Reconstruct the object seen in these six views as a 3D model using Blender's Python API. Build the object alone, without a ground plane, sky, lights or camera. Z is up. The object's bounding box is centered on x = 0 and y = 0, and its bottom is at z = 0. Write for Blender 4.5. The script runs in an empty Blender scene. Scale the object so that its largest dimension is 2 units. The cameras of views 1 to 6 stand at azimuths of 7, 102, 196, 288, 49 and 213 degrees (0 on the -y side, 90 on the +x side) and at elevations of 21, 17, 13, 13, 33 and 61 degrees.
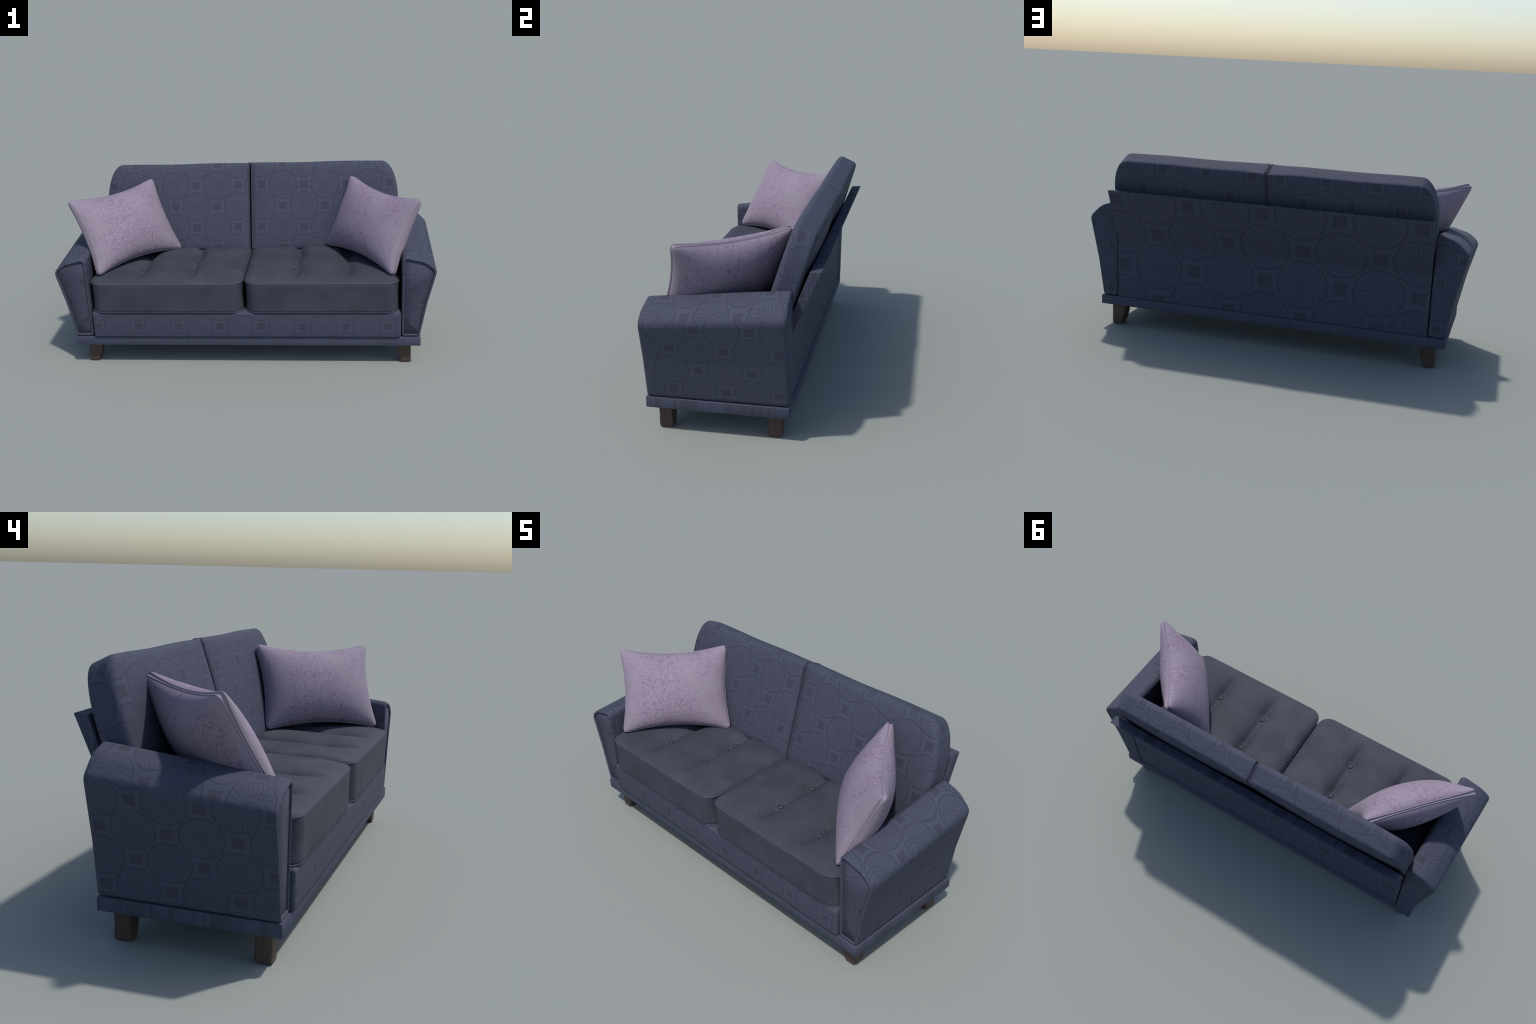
# Two-seat fabric sofa with two scatter pillows, built part by part.
import bpy, math, random
import numpy as np
from mathutils import Matrix, Vector

random.seed(7)
TAU = 2 * math.pi

# ------------------------------------------------------------------ node helpers
class Nodes:
    """Small wrapper that makes node maths readable."""
    def __init__(self, tree):
        self.t = tree

    def new(self, kind, **props):
        n = self.t.nodes.new(kind)
        for k, v in props.items():
            setattr(n, k, v)
        return n

    def plug(self, value, socket):
        if isinstance(value, bpy.types.NodeSocket):
            self.t.links.new(value, socket)
        else:
            socket.default_value = value

    def m(self, op, a, b=0.0, c=0.0, clamp=False):
        n = self.new("ShaderNodeMath", operation=op, use_clamp=clamp)
        self.plug(a, n.inputs[0])
        self.plug(b, n.inputs[1])
        if len(n.inputs) > 2:
            self.plug(c, n.inputs[2])
        return n.outputs[0]

    def step(self, x, lo, hi, a=0.0, b=1.0):
        n = self.new("ShaderNodeMapRange", interpolation_type="SMOOTHSTEP")
        for s, v in zip(n.inputs[:5], (x, lo, hi, a, b)):
            self.plug(v, s)
        return n.outputs[0]

    def mix(self, f, a, b):
        n = self.new("ShaderNodeMix", data_type="RGBA")
        self.plug(f, n.inputs[0])
        self.plug(a, n.inputs[6])
        self.plug(b, n.inputs[7])
        return n.outputs[2]

    def xyz(self, vec):
        n = self.new("ShaderNodeSeparateXYZ")
        self.plug(vec, n.inputs[0])
        return n.outputs

    def vec(self, x, y, z=0.0):
        n = self.new("ShaderNodeCombineXYZ")
        for s, v in zip(n.inputs, (x, y, z)):
            self.plug(v, s)
        return n.outputs[0]

    def noise(self, vec, scale, detail=2.0, rough=0.5, dims="3D"):
        n = self.new("ShaderNodeTexNoise", noise_dimensions=dims)
        self.plug(vec, n.inputs["Vector"])
        n.inputs["Scale"].default_value = scale
        n.inputs["Detail"].default_value = detail
        n.inputs["Roughness"].default_value = rough
        return n.outputs[0]

    def coords(self):
        n = self.new("ShaderNodeTexCoord")
        return n.outputs["Object"], n.outputs["Normal"]


def make_motif_group():
    """Woven motif: a chequer of ringed discs and small pinched squares.
    Inputs U, V are in motif units: squares sit where U+V is even, discs where odd."""
    g = bpy.data.node_groups.new("ringed_disc_motif", "ShaderNodeTree")
    g.interface.new_socket("U", in_out="INPUT", socket_type="NodeSocketFloat")
    g.interface.new_socket("V", in_out="INPUT", socket_type="NodeSocketFloat")
    g.interface.new_socket("Dark", in_out="OUTPUT", socket_type="NodeSocketFloat")
    n = Nodes(g)
    gi = n.new("NodeGroupInput")
    go = n.new("NodeGroupOutput")
    u, v = gi.outputs[0], gi.outputs[1]
    s = n.m("MULTIPLY", n.m("ADD", u, v), 0.5)
    t = n.m("MULTIPLY", n.m("SUBTRACT", u, v), 0.5)
    R = 0.689
    # disc-local coordinates, in disc radii
    fs = n.m("SUBTRACT", n.m("FRACT", s), 0.5)
    ft = n.m("SUBTRACT", n.m("FRACT", t), 0.5)
    du = n.m("DIVIDE", n.m("ADD", fs, ft), R)
    dv = n.m("DIVIDE", n.m("SUBTRACT", fs, ft), R)

    def length(a, b):
        return n.m("SQRT", n.m("ADD", n.m("MULTIPLY", a, a), n.m("MULTIPLY", b, b)))
    r = length(du, dv)
    rim = n.m("MULTIPLY", n.step(r, 0.905, 0.94), n.step(r, 0.985, 1.015, 1, 0))
    inside = n.step(r, 0.93, 0.96, 1, 0)

    def rings(sign):
        d = length(n.m("SUBTRACT", du, 0.505 * sign), n.m("SUBTRACT", dv, 0.525 * sign))
        k = n.m("DIVIDE", n.m("SUBTRACT", d, 0.09), 0.172)
        off = n.m("ABSOLUTE", n.m("SUBTRACT", k, n.m("ROUND", k)))
        line = n.step(off, 0.07, 0.20, 1, 0)
        return n.m("MULTIPLY", line, n.step(k, 5.3, 5.4, 1, 0))
    lines = n.m("MULTIPLY", n.m("MAXIMUM", rings(1), rings(-1)), inside)
    # pinched squares
    gs = n.m("SUBTRACT", s, n.m("ROUND", s))
    gt = n.m("SUBTRACT", t, n.m("ROUND", t))
    su = n.m("ABSOLUTE", n.m("ADD", gs, gt))
    sv = n.m("ABSOLUTE", n.m("SUBTRACT", gs, gt))
    eu = n.m("SUBTRACT", su, n.m("MULTIPLY", n.m("MULTIPLY", sv, sv), 0.6))
    ev = n.m("SUBTRACT", sv, n.m("MULTIPLY", n.m("MULTIPLY", su, su), 0.6))
    sq = n.step(n.m("MAXIMUM", eu, ev), 0.160, 0.180, 1, 0)
    dark = n.m("MAXIMUM", n.m("MULTIPLY", rim, 1.0), n.m("MULTIPLY", lines, 0.78))
    dark = n.m("MAXIMUM", dark, n.m("MULTIPLY", sq, 0.93))
    dark = n.m("MAXIMUM", dark, n.m("MULTIPLY", inside, 0.05))
    g.links.new(dark, go.inputs[0])
    return g


MOTIF = make_motif_group()

NAVY = (0.0560, 0.0620, 0.0945, 1)
NAVY_DARK = (0.0415, 0.0445, 0.0650, 1)


def new_material(name):
    m = bpy.data.materials.new(name)
    m.use_nodes = True
    t = m.node_tree
    bsdf = t.nodes["Principled BSDF"]
    return m, Nodes(t), bsdf


def motif(n, p, q, p0, q0, au, av, mirror=1):
    u = n.m("MULTIPLY", n.m("SUBTRACT", p, p0), mirror / au)
    v = n.m("MULTIPLY", n.m("SUBTRACT", q, q0), 1.0 / av)
    grp = n.new("ShaderNodeGroup", node_tree=MOTIF)
    n.plug(u, grp.inputs[0])
    n.plug(v, grp.inputs[1])
    return grp.outputs[0]


def finish_fabric(n, bsdf, dark, base=NAVY, deep=NAVY_DARK, rough=0.8, grain=1.0):
    obj, _ = n.coords()
    weave = n.noise(obj, 900, 2)
    tone = n.noise(obj, 9, 2)
    col = n.mix(dark, base, deep)
    val = n.m("ADD", n.m("MULTIPLY", n.m("SUBTRACT", weave, 0.5), 0.22 * grain),
              n.m("MULTIPLY", n.m("SUBTRACT", tone, 0.5), 0.10))
    hsv = n.new("ShaderNodeHueSaturation")
    n.plug(n.m("ADD", val, 1.0), hsv.inputs["Value"])
    n.plug(col, hsv.inputs["Color"])
    n.plug(hsv.outputs[0], bsdf.inputs["Base Color"])
    bsdf.inputs["Roughness"].default_value = rough
    bsdf.inputs["Specular IOR Level"].default_value = 0.25
    bump = n.new("ShaderNodeBump")
    bump.inputs["Strength"].default_value = 0.12
    bump.inputs["Distance"].default_value = 0.002
    n.plug(weave, bump.inputs["Height"])
    n.plug(bump.outputs[0], bsdf.inputs["Normal"])


def pick(n, faces):
    """faces: list of (weight socket, value socket); later ones win where weight is 1."""
    out = faces[0][1]
    for w, v in faces[1:]:
        out = n.m("ADD", n.m("MULTIPLY", out, n.m("SUBTRACT", 1.0, w)), n.m("MULTIPLY", v, w))
    return out


def backrest_material(side):
    m, n, b = new_material("navy_motif_backrest")
    obj, nor = n.coords()
    x, y, z = n.xyz(obj)
    nx, ny, nz = n.xyz(nor)
    k = math.sqrt(1 + 0.32 ** 2)
    slope = n.m("MULTIPLY", n.m("SUBTRACT", z, 0.3), k)
    front = motif(n, x, slope, 0.068 * side - 0.001, 0.561, 0.12, 0.12, -side)
    # top and rear carry the cloth on over the edge
    top = motif(n, x, n.m("ADD", y, 0.02), 0.187 * side, 0.30, 0.1185, 0.10, -side)
    back = motif(n, x, slope, 0.068 * side, 0.617, 0.1185, 0.1125, side)
    end = motif(n, y, z, 0.30, 0.66, 0.10, 0.12, 1)
    w_top = n.m("GREATER_THAN", nz, 0.62)
    w_back = n.m("GREATER_THAN", ny, 0.55)
    w_end = n.m("GREATER_THAN", n.m("ABSOLUTE", nx), 0.72)
    finish_fabric(n, b, pick(n, [(None, front), (w_top, top), (w_back, back), (w_end, end)]))
    return m


def arm_material(side):
    m, n, b = new_material("navy_motif_arm")
    obj, nor = n.coords()
    x, y, z = n.xyz(obj)
    nx, ny, nz = n.xyz(nor)
    flank = motif(n, y, z, -0.004, 0.426, 0.1175, 0.103, -1)
    top = motif(n, y, x, -0.05, 0.865 * side, 0.116, 0.126, -side)
    face = motif(n, x, z, 0.935 * side, 0.368, 0.078, 0.108, side)
    rear = motif(n, x, z, 0.870 * side, 0.442, 0.10, 0.115, side)
    w_top = n.m("GREATER_THAN", nz, 0.45)
    w_face = n.m("GREATER_THAN", n.m("MULTIPLY", ny, -1.0), 0.7)
    w_rear = n.m("GREATER_THAN", ny, 0.7)
    finish_fabric(n, b, pick(n, [(None, flank), (w_top, top), (w_face, face), (w_rear, rear)]))
    return m


def panel_material():
    m, n, b = new_material("navy_motif_back_panel")
    obj, nor = n.coords()
    x, y, z = n.xyz(obj)
    nx, ny, nz = n.xyz(nor)
    rear = motif(n, x, z, 0.204, 0.531, 0.195, 0.18, -1)
    thin = motif(n, x, 0.06, 0.204, 0.0, 0.195, 0.18, -1)
    end = motif(n, y, z, 0.3, 0.66, 0.10, 0.10, 1)
    w_thin = n.m("GREATER_THAN", nz, 0.7)
    w_end = n.m("GREATER_THAN", n.m("ABSOLUTE", nx), 0.7)
    finish_fabric(n, b, pick(n, [(None, rear), (w_thin, thin), (w_end, end)]))
    return m


def rail_material():
    m, n, b = new_material("navy_motif_front_rail")
    obj, _ = n.coords()
    x, y, z = n.xyz(obj)
    finish_fabric(n, b, motif(n, x, z, 0.0935, 0.231, 0.1105, 0.105, 1))
    return m


def skirt_material():
    m, n, b = new_material("navy_streaked_base_board")
    obj, nor = n.coords()
    x, y, z = n.xyz(obj)
    nx, ny, nz = n.xyz(nor)
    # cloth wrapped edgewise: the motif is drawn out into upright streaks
    long_side = motif(n, x, n.m("MULTIPLY", z, 0.9), 0.0935, 0.10, 0.1105, 0.105, 1)
    streak = n.noise(n.vec(n.m("MULTIPLY", x, 1.0), 0.3, 0.0), 38, 3, 0.6)
    long_mask = n.m("MULTIPLY", long_side, n.step(streak, 0.35, 0.6))
    short = n.step(n.noise(n.vec(y, 0.7, 0.0), 55, 4, 0.65), 0.45, 0.58)
    w = n.m("GREATER_THAN", n.m("ABSOLUTE", nx), 0.7)
    finish_fabric(n, b, n.m("MULTIPLY", pick(n, [(None, long_mask), (w, short)]), 0.8))
    return m


def plain_navy():
    m, n, b = new_material("navy_piping_cloth")
    finish_fabric(n, b, 0.9)
    return m


SEAT = (0.069, 0.075, 0.102, 1)
SEAT_DARK = (0.031, 0.034, 0.046, 1)


def seat_material(plain=False):
    m, n, b = new_material("grey_woven_seat_cloth" if not plain else "grey_piping_cloth")
    obj, nor = n.coords()
    x, y, z = n.xyz(obj)
    nx, ny, nz = n.xyz(nor)
    if plain:
        finish_fabric(n, b, 0.45, SEAT, SEAT_DARK)
        return m
    w_top = n.m("GREATER_THAN", nz, 0.55)
    w_side = n.m("GREATER_THAN", n.m("ABSOLUTE", nx), 0.75)
    p = pick(n, [(None, x), (w_side, y)])
    q = pick(n, [(None, z), (w_top, y)])
    pq = n.vec(p, q, 0.0)

    def threads(a, c, seed, freq):
        """One family of threads whose direction wanders slowly over the cloth."""
        wander = n.noise(n.vec(p, q, seed), 5.5, 1)
        ph = n.m("ADD", n.m("MULTIPLY", p, a * freq), n.m("MULTIPLY", q, c * freq))
        ph = n.m("ADD", ph, n.m("MULTIPLY", wander, 44.0))
        w = n.m("MULTIPLY_ADD", n.m("SINE", ph), 0.5, 0.5)
        fade = n.step(n.noise(n.vec(p, q, seed + 9), 7.0, 1), 0.36, 0.62, 0.4, 1.0)
        return n.m("MULTIPLY", w, fade)
    a = threads(0.8, 0.6, 1.3, 640.0)
    c = threads(-0.6, 0.8, 4.1, 640.0)
    light = n.m("MULTIPLY_ADD", n.m("MULTIPLY", a, c), 0.45, n.m("MULTIPLY", n.m("ADD", a, c), 0.36))
    dark = n.m("SUBTRACT", 1.0, light, clamp=True)
    finish_fabric(n, b, dark, SEAT, SEAT_DARK, 0.75, 0.6)
    return m


def button_material():
    m, n, b = new_material("grey_button_cloth")
    finish_fabric(n, b, 0.45, SEAT, SEAT_DARK)
    return m


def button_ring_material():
    m, n, b = new_material("button_crease_shade")  # near-black ring: shade of the crease around a button, painted as colour
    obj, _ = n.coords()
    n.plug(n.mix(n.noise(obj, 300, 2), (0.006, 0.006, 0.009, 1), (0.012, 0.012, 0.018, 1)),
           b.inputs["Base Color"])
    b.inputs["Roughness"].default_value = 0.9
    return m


def pillow_material(plain=False):
    m, n, b = new_material("mauve_tendril_cloth" if not plain else "mauve_piping_cloth")
    obj, nor = n.coords()
    x, y, z = n.xyz(obj)
    base = (0.246, 0.205, 0.258, 1)
    ink = (0.145, 0.045, 0.150, 1)
    side = n.m("MULTIPLY", n.m("SIGN", z), 3.7)
    strength = None
    layers = [(15, 0.0, 0.36, 0.8), (22, 1.7, 0.35, 0.95), (29, 3.1, 0.35, 1.0),
              (37, 5.9, 0.34, 1.1), (46, 8.3, 0.34, 1.0), (33, 11.3, 0.32, 1.0)]
    cluster = n.noise(n.vec(x, y, side), 8.5, 1)
    for freq, seed, rad, gain in layers:
        pv = n.vec(n.m("ADD", n.m("MULTIPLY", x, freq), seed * 3.3),
                   n.m("ADD", n.m("MULTIPLY", y, freq), seed), side)
        # wander so that the curls are never true circles
        vor = n.new("ShaderNodeTexVoronoi", voronoi_dimensions="2D", feature="F1")
        n.plug(pv, vor.inputs["Vector"])
        vor.inputs["Scale"].default_value = 1.0
        px, py, _ = n.xyz(pv)
        cx, cy, _ = n.xyz(vor.outputs["Position"])
        ca, cb, cc = n.xyz(vor.outputs["Color"])
        lx, ly = n.m("SUBTRACT", px, cx), n.m("SUBTRACT", py, cy)
        ang = n.m("ADD", n.m("ARCTAN2", ly, lx), n.m("MULTIPLY", ca, TAU))
        frac = n.m("FRACT", n.m("DIVIDE", ang, TAU))          # 0 at the curl's tip
        # radius grows along the tendril: a short spiral hook
        rr = n.m("MULTIPLY", n.m("MULTIPLY_ADD", cb, 0.7, 0.55), rad)
        rr = n.m("MULTIPLY", rr, n.m("MULTIPLY_ADD", frac, 0.55, 0.75))
        d = vor.outputs["Distance"]
        off = n.m("ABSOLUTE", n.m("SUBTRACT", d, rr))
        wid = 0.0011 * freq
        line = n.step(off, wid * 0.35, wid * 1.5, 1, 0)
        fade = n.m("POWER", n.m("SUBTRACT", 1.0, frac), 2.2)
        fade = n.m("MULTIPLY_ADD", fade, 0.85, 0.06)
        keep = n.m("GREATER_THAN", cc, 0.18)
        s = n.m("MULTIPLY", n.m("MULTIPLY", line, fade), n.m("MULTIPLY", keep, gain))
        if freq > 25:
            s = n.m("MULTIPLY", s, n.step(cluster, 0.38, 0.58, 0.22, 1.0))
        strength = s if strength is None else n.m("ADD", strength, s)
    strength = n.m("MULTIPLY", strength, 0.95, clamp=True)
    # the printed scrolls stop short of the seam and of the edge band
    border = n.m("MULTIPLY", n.step(n.m("ABSOLUTE", x), 0.244, 0.264, 1, 0),
                 n.step(n.m("ABSOLUTE", y), 0.182, 0.203, 1, 0))
    if plain:
        strength = 0.0
    else:
        strength = n.m("MULTIPLY", strength, border)
    finish_fabric(n, b, strength, base, ink, 0.7, 0.35)
    return m


def wood_material():
    m, n, b = new_material("dark_stained_wood")
    obj, _ = n.coords()
    x, y, z = n.xyz(obj)
    grain = n.noise(n.vec(n.m("MULTIPLY", x, 12.0), n.m("MULTIPLY", y, 12.0), z), 18, 4, 0.6)
    fine = n.noise(n.vec(n.m("MULTIPLY", x, 30.0), n.m("MULTIPLY", y, 30.0), n.m("MULTIPLY", z, 2.0)), 22, 2)
    f = n.m("ADD", n.m("MULTIPLY", grain, 0.7), n.m("MULTIPLY", fine, 0.3))
    ramp = n.new("ShaderNodeValToRGB")
    ramp.color_ramp.elements[0].position = 0.32
    ramp.color_ramp.elements[0].color = (0.030, 0.018, 0.014, 1)
    ramp.color_ramp.elements[1].position = 0.68
    ramp.color_ramp.elements[1].color = (0.084, 0.049, 0.037, 1)
    n.plug(f, ramp.inputs[0])
    n.plug(ramp.outputs[0], b.inputs["Base Color"])
    b.inputs["Roughness"].default_value = 0.55
    bump = n.new("ShaderNodeBump")
    bump.inputs["Strength"].default_value = 0.15
    bump.inputs["Distance"].default_value = 0.001
    n.plug(f, bump.inputs["Height"])
    n.plug(bump.outputs[0], b.inputs["Normal"])
    return m


# ------------------------------------------------------------------ mesh helpers
def add_object(name, verts, faces, mat, parent=None, smooth=True, angle=None):
    me = bpy.data.meshes.new(name)
    me.from_pydata([tuple(v) for v in verts], [], faces)
    me.validate()
    me.update()
    bm_fix(me)
    me.polygons.foreach_set("use_smooth", [smooth] * len(me.polygons))
    if angle is not None:
        me.set_sharp_from_angle(angle=math.radians(angle))
    ob = bpy.data.objects.new(name, me)
    bpy.context.scene.collection.objects.link(ob)
    me.materials.append(mat)
    if parent is not None:
        ob.parent = parent
    return ob


def bm_fix(me):
    import bmesh
    bm = bmesh.new()
    bm.from_mesh(me)
    bmesh.ops.remove_doubles(bm, verts=bm.verts, dist=1e-6)
    bmesh.ops.recalc_face_normals(bm, faces=bm.faces)
    bm.to_mesh(me)
    bm.free()


def loft(loops, cap_start=True, cap_end=True, flat=False):
    """Skin a stack of closed loops of equal length; caps are fans to the loop centre,
    or single flat faces."""
    n = len(loops[0])
    verts = np.concatenate([np.asarray(l, float) for l in loops])
    faces = []
    for k in range(len(loops) - 1):
        a, b = k * n, (k + 1) * n
        for i in range(n):
            j = (i + 1) % n
            faces.append((a + i, a + j, b + j, b + i))
    verts = list(map(tuple, verts))
    for do, k in ((cap_start, 0), (cap_end, len(loops) - 1)):
        if do and flat:
            faces.append(tuple(range(k * n, (k + 1) * n)))
        elif do:
            c = np.mean(np.asarray(loops[k], float), axis=0)
            verts.append(tuple(c))
            ci = len(verts) - 1
            for i in range(n):
                faces.append((k * n + i, k * n + (i + 1) % n, ci))
    return verts, faces


def fillet(points, radii, per_corner=10):
    """Polygon with rounded corners -> closed 2D outline (counter to point order kept)."""
    out = []
    m = len(points)
    for i in range(m):
        p = np.array(points[i], float)
        a = np.array(points[i - 1], float) - p
        b = np.array(points[(i + 1) % m], float) - p
        la, lb = np.linalg.norm(a), np.linalg.norm(b)
        a, b = a / la, b / lb
        half = math.acos(max(-1, min(1, a @ b))) / 2
        t = min(radii[i] / math.tan(half), 0.48 * la, 0.48 * lb)
        r = t * math.tan(half)
        bis = (a + b) / np.linalg.norm(a + b)
        c = p + bis * (r / math.sin(half))
        s0, s1 = p + a * t - c, p + b * t - c
        a0, a1 = math.atan2(s0[1], s0[0]), math.atan2(s1[1], s1[0])
        d = (a1 - a0 + math.pi) % TAU - math.pi
        for k in range(per_corner + 1):
            w = a0 + d * k / per_corner
            out.append(c + r * np.array([math.cos(w), math.sin(w)]))
    return np.array(out)


def resample(loop, n):
    """Evenly spaced points along a closed outline."""
    p = np.vstack([loop, loop[:1]])
    seg = np.linalg.norm(np.diff(p, axis=0), axis=1)
    keep = np.concatenate([[True], seg > 1e-9])
    p = p[keep]
    s = np.concatenate([[0], np.cumsum(np.linalg.norm(np.diff(p, axis=0), axis=1))])
    q = np.linspace(0, s[-1], n, endpoint=False)
    return np.stack([np.interp(q, s, p[:, k]) for k in range(p.shape[1])], axis=1)


def outward(loop):
    """Unit outward normals of a closed 2D outline."""
    t = np.roll(loop, -1, axis=0) - np.roll(loop, 1, axis=0)
    nrm = np.stack([t[:, 1], -t[:, 0]], axis=1)
    nrm /= np.maximum(np.linalg.norm(nrm, axis=1, keepdims=True), 1e-9)
    x, y = loop[:, 0], loop[:, 1]
    area = np.sum(x * np.roll(y, -1) - np.roll(x, -1) * y)
    return nrm if area > 0 else -nrm


def inset(loop, d):
    return loop - outward(loop) * d


def tube(path, r, closed=True, sides=8, squash=1.0):
    p = np.asarray(path, float)
    n = len(p)
    if closed:
        t = np.roll(p, -1, axis=0) - np.roll(p, 1, axis=0)
    else:
        t = np.gradient(p, axis=0)
    t /= np.linalg.norm(t, axis=1, keepdims=True)
    ref = np.array([0.0, 0.0, 1.0])
    # fixed binormal for planar paths: pick the axis the path never runs along
    spread = p.max(0) - p.min(0)
    ref = np.eye(3)[int(np.argmin(spread))]
    u = np.cross(t, ref)
    u /= np.maximum(np.linalg.norm(u, axis=1, keepdims=True), 1e-9)
    v = np.cross(t, u)
    verts, faces = [], []
    for i in range(n):
        for k in range(sides):
            a = TAU * k / sides
            verts.append(p[i] + r * (math.cos(a) * u[i] + squash * math.sin(a) * v[i]))
    last = n if closed else n - 1
    for i in range(last):
        for k in range(sides):
            a, b = i * sides, ((i + 1) % n) * sides
            k2 = (k + 1) % sides
            faces.append((a + k, a + k2, b + k2, b + k))
    if not closed:
        faces.append(tuple(range(sides)))
        faces.append(tuple((n - 1) * sides + k for k in range(sides)))
    return verts, faces


def rounded_box(name, lo, hi, r, mat, parent, seg=4):
    import bmesh
    me = bpy.data.meshes.new(name)
    bm = bmesh.new()
    bmesh.ops.create_cube(bm, size=1.0)
    for v in bm.verts:
        v.co = Vector([lo[i] + (v.co[i] + 0.5) * (hi[i] - lo[i]) for i in range(3)])
    bmesh.ops.bevel(bm, geom=bm.edges[:], offset=r, segments=seg, profile=0.5, affect="EDGES")
    bm.to_mesh(me)
    bm.free()
    me.polygons.foreach_set("use_smooth", [True] * len(me.polygons))
    me.set_sharp_from_angle(angle=math.radians(50))
    ob = bpy.data.objects.new(name, me)
    bpy.context.scene.collection.objects.link(ob)
    me.materials.append(mat)
    ob.parent = parent
    return ob


# ------------------------------------------------------------------ the sofa
sofa = bpy.data.objects.new("sofa", None)
bpy.context.scene.collection.objects.link(sofa)
sofa["label"] = "navy two-seat sofa with ringed motif cloth and grey tufted seats"
sofa["category"] = "sofa"

CX = 0.004          # the frame sits a hair to the right of the origin

# --- base board -------------------------------------------------------------
rounded_box("base_board", (-0.918, -0.371, 0.116), (0.926, 0.269, 0.165), 0.0018,
            skirt_material(), sofa, 2)

# --- legs ---------------------------------------------------------------------
wood = wood_material()


def leg_mesh():
    """Straight outer face, inner face that tapers in a soft curve; origin at the outer foot."""
    prof = [(0.116, 0.080), (0.095, 0.0775), (0.07, 0.073), (0.045, 0.067),
            (0.025, 0.061), (0.010, 0.0555), (0.003, 0.052), (0.0, 0.049)]
    loops = []
    for z, w in prof:
        shr = 0.003 if z < 0.001 else 0.0
        rect = [(-w, -0.031), (-shr, -0.031 + shr), (-shr, 0.031 - shr), (-w, 0.031)]
        o = resample(fillet(rect, [0.003] * 4, 3), 32)
        loops.append([(x, y, z) for x, y in o])
    return loft(loops)


leg_v, leg_f = leg_mesh()
leg0 = None
for sx in (1, -1):
    for yc in (-0.297, 0.200):
        if leg0 is None:
            leg0 = add_object("leg", leg_v, leg_f, wood, sofa, True, 40)
            ob = leg0
        else:
            ob = leg0.copy()
            bpy.context.scene.collection.objects.link(ob)
            ob.parent = sofa
        ob.location = (CX + 0.876 * sx, yc, 0)
        ob.rotation_euler = (0, 0, 0 if sx > 0 else math.pi)

# --- front rail and seat platform ----------------------------------------------
rounded_box("front_rail", (-0.816, -0.381, 0.1655), (0.824, 0.16, 0.3105), 0.012,
            rail_material(), sofa, 5)

# --- arms -----------------------------------------------------------------------
N_ARM = 150


def arm_profile(t):
    """x-z outline of the right arm; t runs 0 at the front to 1 at the back.
    Rolled outward at the top, flared wall below, and rising toward the back."""
    f = [((0.826, 0.167), 0.014), ((0.826, 0.617), 0.026), ((0.950, 0.586), 0.12),
         ((1.005, 0.540), 0.042), ((0.9575, 0.356), 0.40), ((0.921, 0.167), 0.013)]
    b = [((0.834, 0.167), 0.014), ((0.834, 0.689), 0.026), ((0.935, 0.655), 0.10),
         ((0.999, 0.590), 0.045), ((0.9480, 0.366), 0.40), ((0.916, 0.167), 0.013)]
    pts = [np.array(p) * (1 - t) + np.array(q) * t for (p, _), (q, _) in zip(f, b)]
    o = fillet(pts, [r for _, r in f], 12)
    return resample(o, N_ARM)


def arm_loops():
    y0, y1 = -0.366, 0.271
    sect = []
    # recessed front panel inside a raised rim
    sect += [(y0 + 0.0075, 0.0139), (y0 + 0.008, 0.0136),
             (y0 + 0.006, 0.0134), (y0 + 0.0025, 0.0125), (y0 + 0.0006, 0.0105), (y0, 0.0075),
             (y0 + 0.001, 0.0045), (y0 + 0.004, 0.0016), (y0 + 0.009, 0.0)]
    for k in range(1, 24):
        sect.append((y0 + 0.009 + (y1 - 0.016 - y0 - 0.009) * k / 24, 0.0))
    for k in range(0, 7):
        a = math.pi / 2 * k / 6
        sect.append((y1 - 0.016 + 0.016 * math.sin(a), 0.012 * (1 - math.cos(a))))
    loops = []
    for y, d in sect:
        t = (y - y0) / (y1 - y0)
        o = arm_profile(max(0, min(1, t)))
        loops.append(np.stack([inset(o, d)[:, 0], np.full(N_ARM, y), inset(o, d)[:, 1]], axis=1))
    return loops


AL = arm_loops()
v, f = loft(AL, True, True, True)
add_object("arm", v, f, arm_material(1), sofa)
v2 = [(-x + 0.003, y, z) for x, y, z in v]
add_object("arm", v2, f, arm_material(-1), sofa)

# --- back panel: upright below, leaning back above --------------------------------
pan = [(0.2645, 0.166), (0.268, 0.474), (0.391, 0.757), (0.340, 0.754), (0.288, 0.622),
       (0.215, 0.450), (0.215, 0.166)]
o = fillet(pan, [0.002, 0.01, 0.002, 0.002, 0.02, 0.02, 0.002], 4)
o = resample(o, 260)
loops = []
for x, d in [(-0.827, 0.002), (-0.825, 0.0), (0.830, 0.0), (0.832, 0.002)]:
    q = inset(o, d)
    loops.append(np.stack([np.full(len(o), x), q[:, 0], q[:, 1]], axis=1))
import bmesh


def prism(name, loops, mat, parent, angle=35):
    n = len(loops[0])
    verts, faces = loft(loops, False, False)
    faces.append(tuple(range(n)))
    faces.append(tuple(range((len(loops) - 1) * n, len(loops) * n)))
    return add_object(name, verts, faces, mat, parent, True, angle)


prism("back_panel", loops, panel_material(), sofa)

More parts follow.
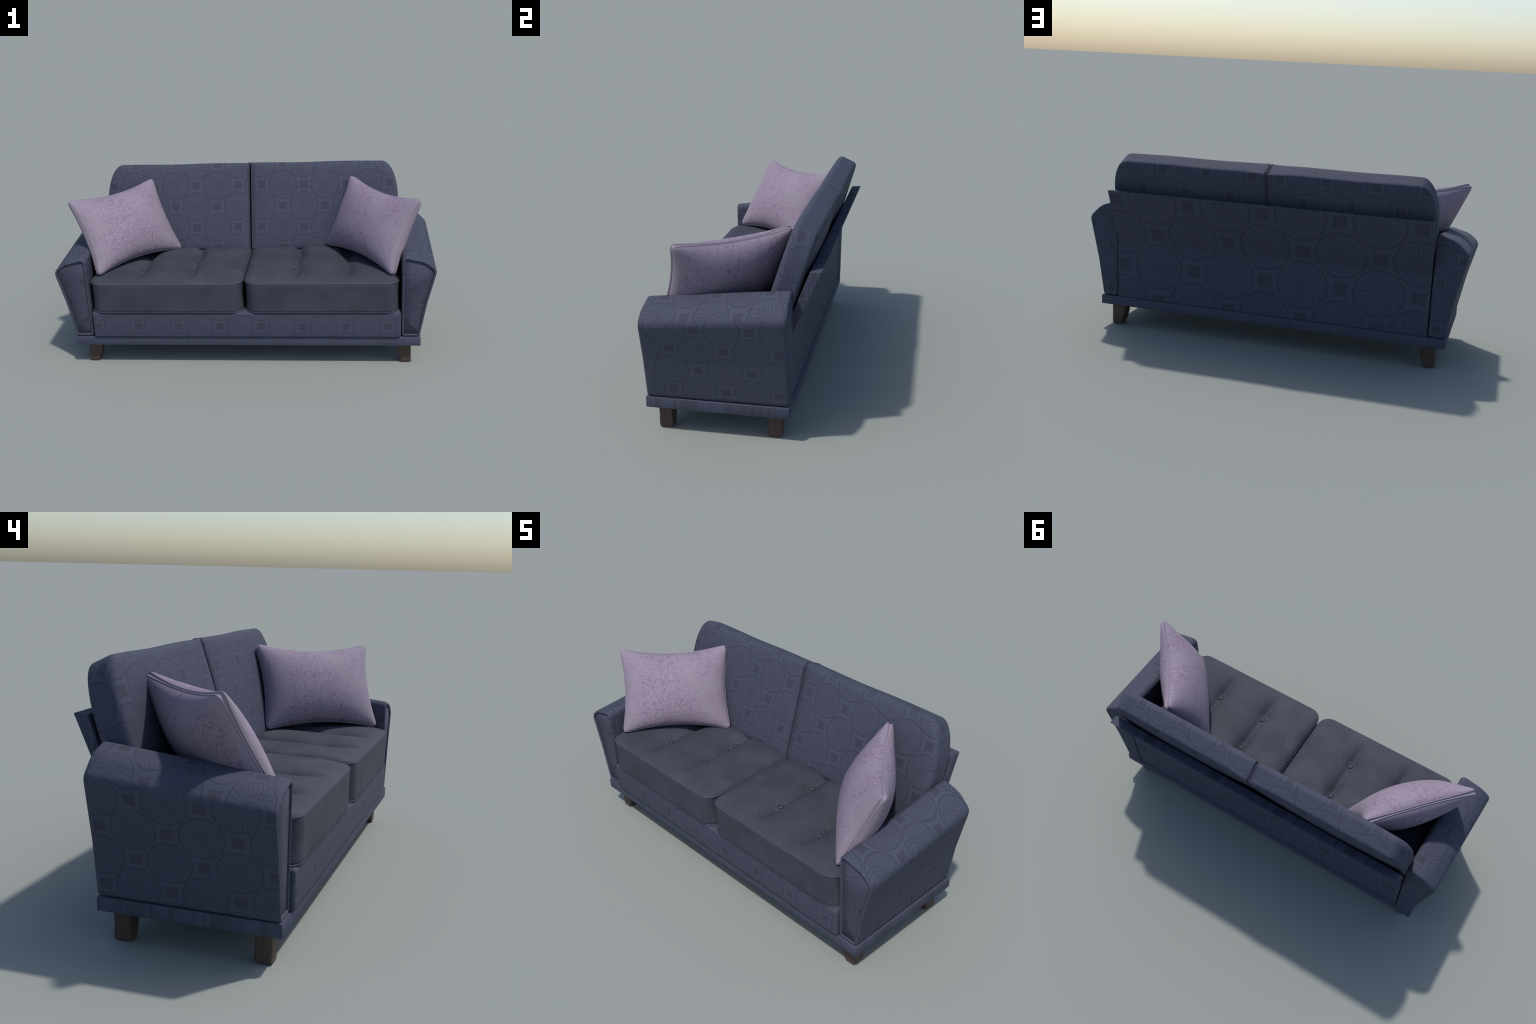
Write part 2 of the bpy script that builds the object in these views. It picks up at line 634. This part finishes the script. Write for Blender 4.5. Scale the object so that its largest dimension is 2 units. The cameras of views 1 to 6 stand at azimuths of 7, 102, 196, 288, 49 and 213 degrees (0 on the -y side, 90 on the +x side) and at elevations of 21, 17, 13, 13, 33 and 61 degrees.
# --- backrest cushions ------------------------------------------------------------
LEAN = 0.32
K = math.sqrt(1 + LEAN ** 2)
UP = np.array([0, LEAN / K, 1 / K])
BACKWARD = np.array([0, 1 / K, -LEAN / K])
THICK = 0.1035
FRONT_PUFF = 0.0215
BASE_Y, BASE_Z = 0.2755 - LEAN * (0.95 - 0.470), 0.470      # foot of the front face
HEIGHT = (0.9500 - BASE_Z) * K


def backrest_outline(n=300):
    """(x, s) outline of the right cushion: square inner edge, big elliptical outer shoulder."""
    W = 0.834
    inner = fillet([(0.3, 0.0), (0.0026, 0.0), (0.0026, HEIGHT), (0.3, HEIGHT)], [0.0001, 0.005, 0.005, 0.0001], 6)
    pts = [tuple(p) for p in inner[7:-7]]
    rx, rz = 0.090, 0.200 * K
    sh = [(W - rx + rx * math.sin(a), HEIGHT - rz + rz * math.cos(a)) for a in np.linspace(0, math.pi / 2, 40)]
    tail = [(W, 0.05), (W - 0.004, 0.03), (W - 0.012, 0.014), (W - 0.03, 0.003), (W - 0.05, 0.0)]
    return resample(np.array(pts + sh + tail), n)


def to_world(xs, depth, side, wob=0.0):
    out = []
    for (x, s), d in zip(xs, depth):
        p = np.array([x * side, BASE_Y, BASE_Z]) + UP * s + BACKWARD * d
        out.append(p)
    return np.array(out)


def backrest_loops(side):
    o = backrest_outline()
    c = np.array([0.415, HEIGHT * 0.5])
    loops = []

    def soft(q):
        """Gentle unevenness of the stuffed cloth along the top edge."""
        q = q.copy()
        top = np.clip((q[:, 1] - HEIGHT + 0.12) / 0.12, 0, 1)
        q[:, 1] += top * 0.0015 * np.sin(q[:, 0] * 13 + side)
        return q

    # the seam edge at the middle is sewn tight, the other edges are rounder
    tight = 0.16 + 0.84 * np.clip((o[:, 0] - 0.004) / 0.08, 0, 1)
    rear_tight = 0.03 + 0.97 * np.clip((o[:, 0] - 0.004) / 0.13, 0, 1)

    def shrink(d):
        return o - outward(o) * (d * tight)[:, None]

    def rear_swell(q):
        u = np.clip((q[:, 0] - 0.004) / 0.825, 0, 1)
        w = np.clip(q[:, 1] / HEIGHT, 0, 1)
        return 0.014 * (4 * u * (1 - u)) ** 0.9 * (4 * w * (1 - w)) ** 0.9

    def front_depth(q):
        u = np.clip((q[:, 0] - 0.004) / 0.825, 0, 1)
        w = np.clip(q[:, 1] / HEIGHT, 0, 1)
        return -FRONT_PUFF * (4 * u * (1 - u)) ** 0.36 * (4 * w * (1 - w)) ** 0.36
    edge = shrink(0.019)
    for k in np.linspace(0.03, 1, 14):
        q = c + (edge - c) * k
        loops.append(to_world(soft(q), front_depth(q), side))
    for k in range(1, 7):
        a = math.pi / 2 * k / 6
        q = shrink(0.019 * (1 - math.sin(a)))
        loops.append(to_world(soft(q), front_depth(q) * (1 - k / 6) + 0.020 * (1 - math.cos(a)), side))
    # the top slopes a little more than square: back edge sits lower
    for k in range(1, 9):
        w = k / 8
        q = inset(o, 0.0)
        d = 0.020 + (THICK - 0.038) * w
        loops.append(to_world(drop(soft(q), d), np.full(len(o), d), side))
    for k in range(1, 6):
        a = math.pi / 2 * k / 5
        d = THICK - 0.018 + 0.018 * math.sin(a)
        q = o - outward(o) * (0.018 * (1 - math.cos(a)) * rear_tight)[:, None]
        loops.append(to_world(drop(soft(q), d), np.full(len(o), d), side))
    edge = o - outward(o) * (0.018 * rear_tight)[:, None]
    for k in np.linspace(0.97, 0.03, 30):
        q = c + (edge - c) * k
        loops.append(to_world(drop(q, THICK), THICK + rear_swell(q), side))
    return loops


def drop(q, d):
    q = q.copy()
    # behind the front roll the two cushions press together at the middle
    near = np.clip((0.03 - q[:, 0]) / 0.03, 0, 1)
    q[:, 0] -= near * 0.0023 * min(1.0, max(0.0, d - 0.02) / 0.03)
    top = np.clip((q[:, 1] - HEIGHT + 0.25) / 0.25, 0, 1)
    q[:, 1] -= top * 0.012 * max(0, d - 0.02) / (THICK - 0.02)
    return q


piping = plain_navy()
for side in (-1, 1):
    v, f = loft(backrest_loops(side))
    cush = add_object("backrest_cushion", v, f, backrest_material(side), sofa)
    # cord sewn round the inner end of the cushion
    prof = fillet([(0.0, 0.01), (0.0, HEIGHT), (THICK - 0.003, HEIGHT - 0.0125), (THICK - 0.003, 0.01)],
                  [0.004, 0.020, 0.016, 0.004], 8)
    prof = inset(prof, -0.0012)
    xin = 0.0095 * side
    path = [np.array([xin - side * 0.0045 * min(1.0, max(0.0, d) / 0.03), BASE_Y, BASE_Z]) + UP * s + BACKWARD * d for d, s in prof]
    pv, pf = tube(resample(np.array(path), 220), 0.0050)
    cord = add_object("piping", pv, pf, piping, cush)

# --- seat cushions ------------------------------------------------------------------
seat_cloth = seat_material()
seat_cord = seat_material(True)
button_cloth = button_material()
button_shade = button_ring_material()
SEAT_TOP, SEAT_BOT, SEAT_FRONT, SEAT_BACK = 0.4725, 0.311, -0.3875, 0.155
BUTTON_Y = (-0.180, 0.026)


def seat_crown(x, y, x0, x1, bx):
    """Stuffed top: quick shoulder from the rim, channels through the button rows."""
    dx = np.minimum(x - x0, x1 - x)
    df, db = y - SEAT_FRONT, SEAT_BACK - y
    dome = (1 - np.exp(-np.maximum(dx, 0) / 0.022)) * (1 - np.exp(-np.maximum(df, 0) / 0.060)) \
        * (1 - np.exp(-np.maximum(db, 0) / 0.026))
    h = 0.032 * dome
    for b in bx:
        fade = np.clip((y + 0.375) / 0.12, 0, 1)
        fade = fade * fade * (3 - 2 * fade)
        h -= fade * dome * (0.017 * np.exp(-((x - b) / (0.066 - 0.034 * np.clip((y + 0.18) / 0.28, 0, 1))) ** 2) + 0.014 * np.exp(-((x - b) / 0.022) ** 2))
        for by in BUTTON_Y:
            h -= 0.011 * np.exp(-((x - b) ** 2 + (y - by + 0.012) ** 2) / 0.048 ** 2)
    # each button draws the cloth flat around itself
    for b in bx:
        for by in BUTTON_Y:
            w = np.exp(-(((x - b) ** 2 + (y - by) ** 2) / 0.021 ** 2) ** 2)
            h = h * (1 - w) - 0.0005 * w
    return h


def seat_height(x, y, x0, x1, bx):
    return SEAT_TOP + 0.002 + float(seat_crown(np.array([x]), np.array([y]), x0, x1, bx)[0])


def button_parts():
    """A small covered button: flat dome over a dark sunken welt."""
    dome = [(0.0112, -0.006), (0.0116, -0.0005), (0.0110, 0.0006), (0.0085, 0.0013), (0.005, 0.0016), (0.001, 0.0017)]
    n = 28
    ring = [np.array([(r * math.cos(TAU * i / n), r * math.sin(TAU * i / n), z) for i in range(n)]) for r, z in dome]
    dv, df = loft(ring)
    circle = [(0.0135 * math.cos(TAU * i / 32), 0.0135 * math.sin(TAU * i / 32), -0.0006) for i in range(32)]
    wv, wf = tube(circle, 0.0021, True, 8)
    return (dv, df), (wv, wf)


(BV, BF), (WV, WF) = button_parts()
button_mesh = shade_ring_mesh = None

for x0, x1, bx in ((-0.8185, 0.0045, (-0.2805, -0.5545)), (0.0090, 0.8185, (0.2785, 0.5530))):
    rect = [(x0, SEAT_FRONT), (x1, SEAT_FRONT), (x1, SEAT_BACK), (x0, SEAT_BACK)]
    o = resample(fillet(rect, [0.070, 0.070, 0.03, 0.03], 24), 380)
    c = np.array([(x0 + x1) / 2, (SEAT_FRONT + SEAT_BACK) / 2])
    loops = []
    # underside
    for k in (0.05, 0.5, 0.97):
        q = c + (o - c) * k
        loops.append(np.column_stack([q, np.full(len(q), SEAT_BOT)]))
    # boxing strip between the two cords, slightly hollow
    for k in range(0, 11):
        w = k / 10
        side_on = np.abs(outward(o)[:, :1])
        d = (0.0015 + 0.003 * side_on) + (0.0008 + 0.0022 * side_on) * math.sin(math.pi * w)
        q = inset(o, d)
        loops.append(np.column_stack([q, np.full(len(q), SEAT_BOT + (SEAT_TOP - SEAT_BOT) * w)]))
    # stuffed top
    for k in list(np.linspace(0.995, 0.85, 14)) + list(np.linspace(0.84, 0.02, 58)):
        q = c + (inset(o, 0.004) - c) * k
        z = SEAT_TOP + 0.002 + seat_crown(q[:, 0], q[:, 1], x0, x1, bx)
        loops.append(np.column_stack([q, z]))
    v, f = loft(loops)
    seat = add_object("seat_cushion", v, f, seat_cloth, sofa)
    for z, r in ((SEAT_TOP + 0.0004, 0.0038), (SEAT_BOT + 0.003, 0.0038)):
        path = np.column_stack([inset(o, 0.0042), np.full(len(o), z)])
        pv, pf = tube(path, r)
        add_object("piping", pv, pf, seat_cord, seat)
    for b in bx:
        for by in BUTTON_Y:
            loc = (b, by, seat_height(b, by, x0, x1, bx) - 0.0004)
            if button_mesh is None:
                ob = add_object("button", BV, BF, button_cloth, seat)
                wl = add_object("shade_ring", WV, WF, button_shade, ob)
                button_mesh, shade_ring_mesh = ob.data, wl.data
            else:
                ob = bpy.data.objects.new("button", button_mesh)
                bpy.context.scene.collection.objects.link(ob)
                ob.parent = seat
                wl = bpy.data.objects.new("shade_ring", shade_ring_mesh)
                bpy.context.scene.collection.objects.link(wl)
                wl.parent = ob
            ob.location = loc

# ------------------------------------------------------------------ the pillows
pillow_cloth = pillow_material()
pillow_band = pillow_material(True)


def pillow_meshes(W, H, T, seed):
    """Knife-edge stuffed pillow with drawn-in sides and a narrow welted band round the rim."""
    G = 64
    lin = np.sin(np.linspace(-1, 1, G + 1) * math.pi / 2)       # finer toward the rim
    rng = np.random.RandomState(seed)
    ph = rng.rand(6) * TAU

    def plan(s, t):
        x = s * W / 2 * (1 - 0.024 * 2 / W * (1 - t * t))
        y = t * H / 2 * (1 - 0.038 * 2 / H * (1 - s * s))
        pull = 1 - 0.050 * (abs(s) ** 14) * (abs(t) ** 14)
        return x * pull, y * pull

    def band_half(s, t):
        return 0.0055 + 0.006 * abs(s * t) ** 3

    def puff(s, t, sgn):
        h = max(0.0, (1 - s * s) * (1 - t * t))
        # the fill settles a little toward the bottom
        lump = 1 + 0.03 * math.sin(3 * s + ph[0]) * math.sin(2.4 * t + ph[1]) - 0.04 * t
        return T / 2 * (h ** 0.52 if sgn > 0 else 1.14 * h ** 0.50) * lump

    halves = []
    for sgn in (1, -1):
        verts, faces = [], []
        for j in range(G + 1):
            for i in range(G + 1):
                s, t = lin[i], lin[j]
                x, y = plan(s, t)
                verts.append((x, y, sgn * (band_half(s, t) + puff(s, t, sgn))))
        for j in range(G):
            for i in range(G):
                a = j * (G + 1) + i
                faces.append((a, a + 1, a + G + 2, a + G + 1))
        halves.append((verts, faces))
    # rim loop, counter-clockwise
    rim = [(i, 0) for i in range(G)] + [(G, j) for j in range(G)] + \
          [(i, G) for i in range(G, 0, -1)] + [(0, j) for j in range(G, 0, -1)]
    st = [(lin[i], lin[j]) for i, j in rim]
    o = np.array([plan(s, t) for s, t in st])
    bh = np.array([band_half(s, t) for s, t in st])
    out = outward(o)
    loops = []
    sect = [(1.0, -0.002, 0.0), (1.0, 0.0008, 0.0012), (1.0, 0.0028, 0.0), (1.0, 0.0026, -0.002), (1.0, 0.0004, -0.0036),
            (0.0, -0.0022, 0.0),
            (-1.0, 0.0004, 0.0036), (-1.0, 0.0026, 0.002), (-1.0, 0.0028, 0.0), (-1.0, 0.0008, -0.0012), (-1.0, -0.002, 0.0)]
    for side, off, dz in sect:
        q = o + out * off
        loops.append(np.column_stack([q, bh * side + dz]))
    bv, bf = loft(loops, False, False)
    return halves, (bv, bf)


def place_pillow(corners, flip, seed, T):
    """corners: top outer, top inner, bottom outer, bottom inner."""
    to, ti, bo, bi = [Vector(c) for c in corners]
    ctr = (to + ti + bo + bi) / 4
    right = ((ti - to) + (bi - bo)) * (0.5 if not flip else -0.5)
    up = ((to - bo) + (ti - bi)) * 0.5
    W, H = right.length, up.length
    ex = right.normalized()
    ez = ex.cross(up).normalized()
    ey = ez.cross(ex)
    M = Matrix((ex, ey, ez)).transposed().to_4x4()
    M.translation = ctr
    halves, band = pillow_meshes(W * 1.034, H * 1.028, T, seed)
    pil = bpy.data.objects.new("throw_pillow", None)
    bpy.context.scene.collection.objects.link(pil)
    pil.matrix_world = M
    pil["label"] = "mauve throw pillow with fine purple scroll print"
    pil["category"] = "cushion"
    for name, (v, f) in zip(("front_cover", "back_cover"), halves):
        add_object(name, v, f, pillow_cloth, pil)
    add_object("edge_band", band[0], band[1], pillow_band, pil)
    return pil


place_pillow([(-0.941, -0.165, 0.871), (-0.579, 0.238, 0.871), (-0.769, -0.319, 0.504), (-0.400, 0.102, 0.501)],
             False, 3, 0.19)
place_pillow([(0.921, -0.223, 0.863), (0.583, 0.215, 0.880), (0.783, -0.323, 0.501), (0.433, 0.118, 0.505)],
             True, 5, 0.188)
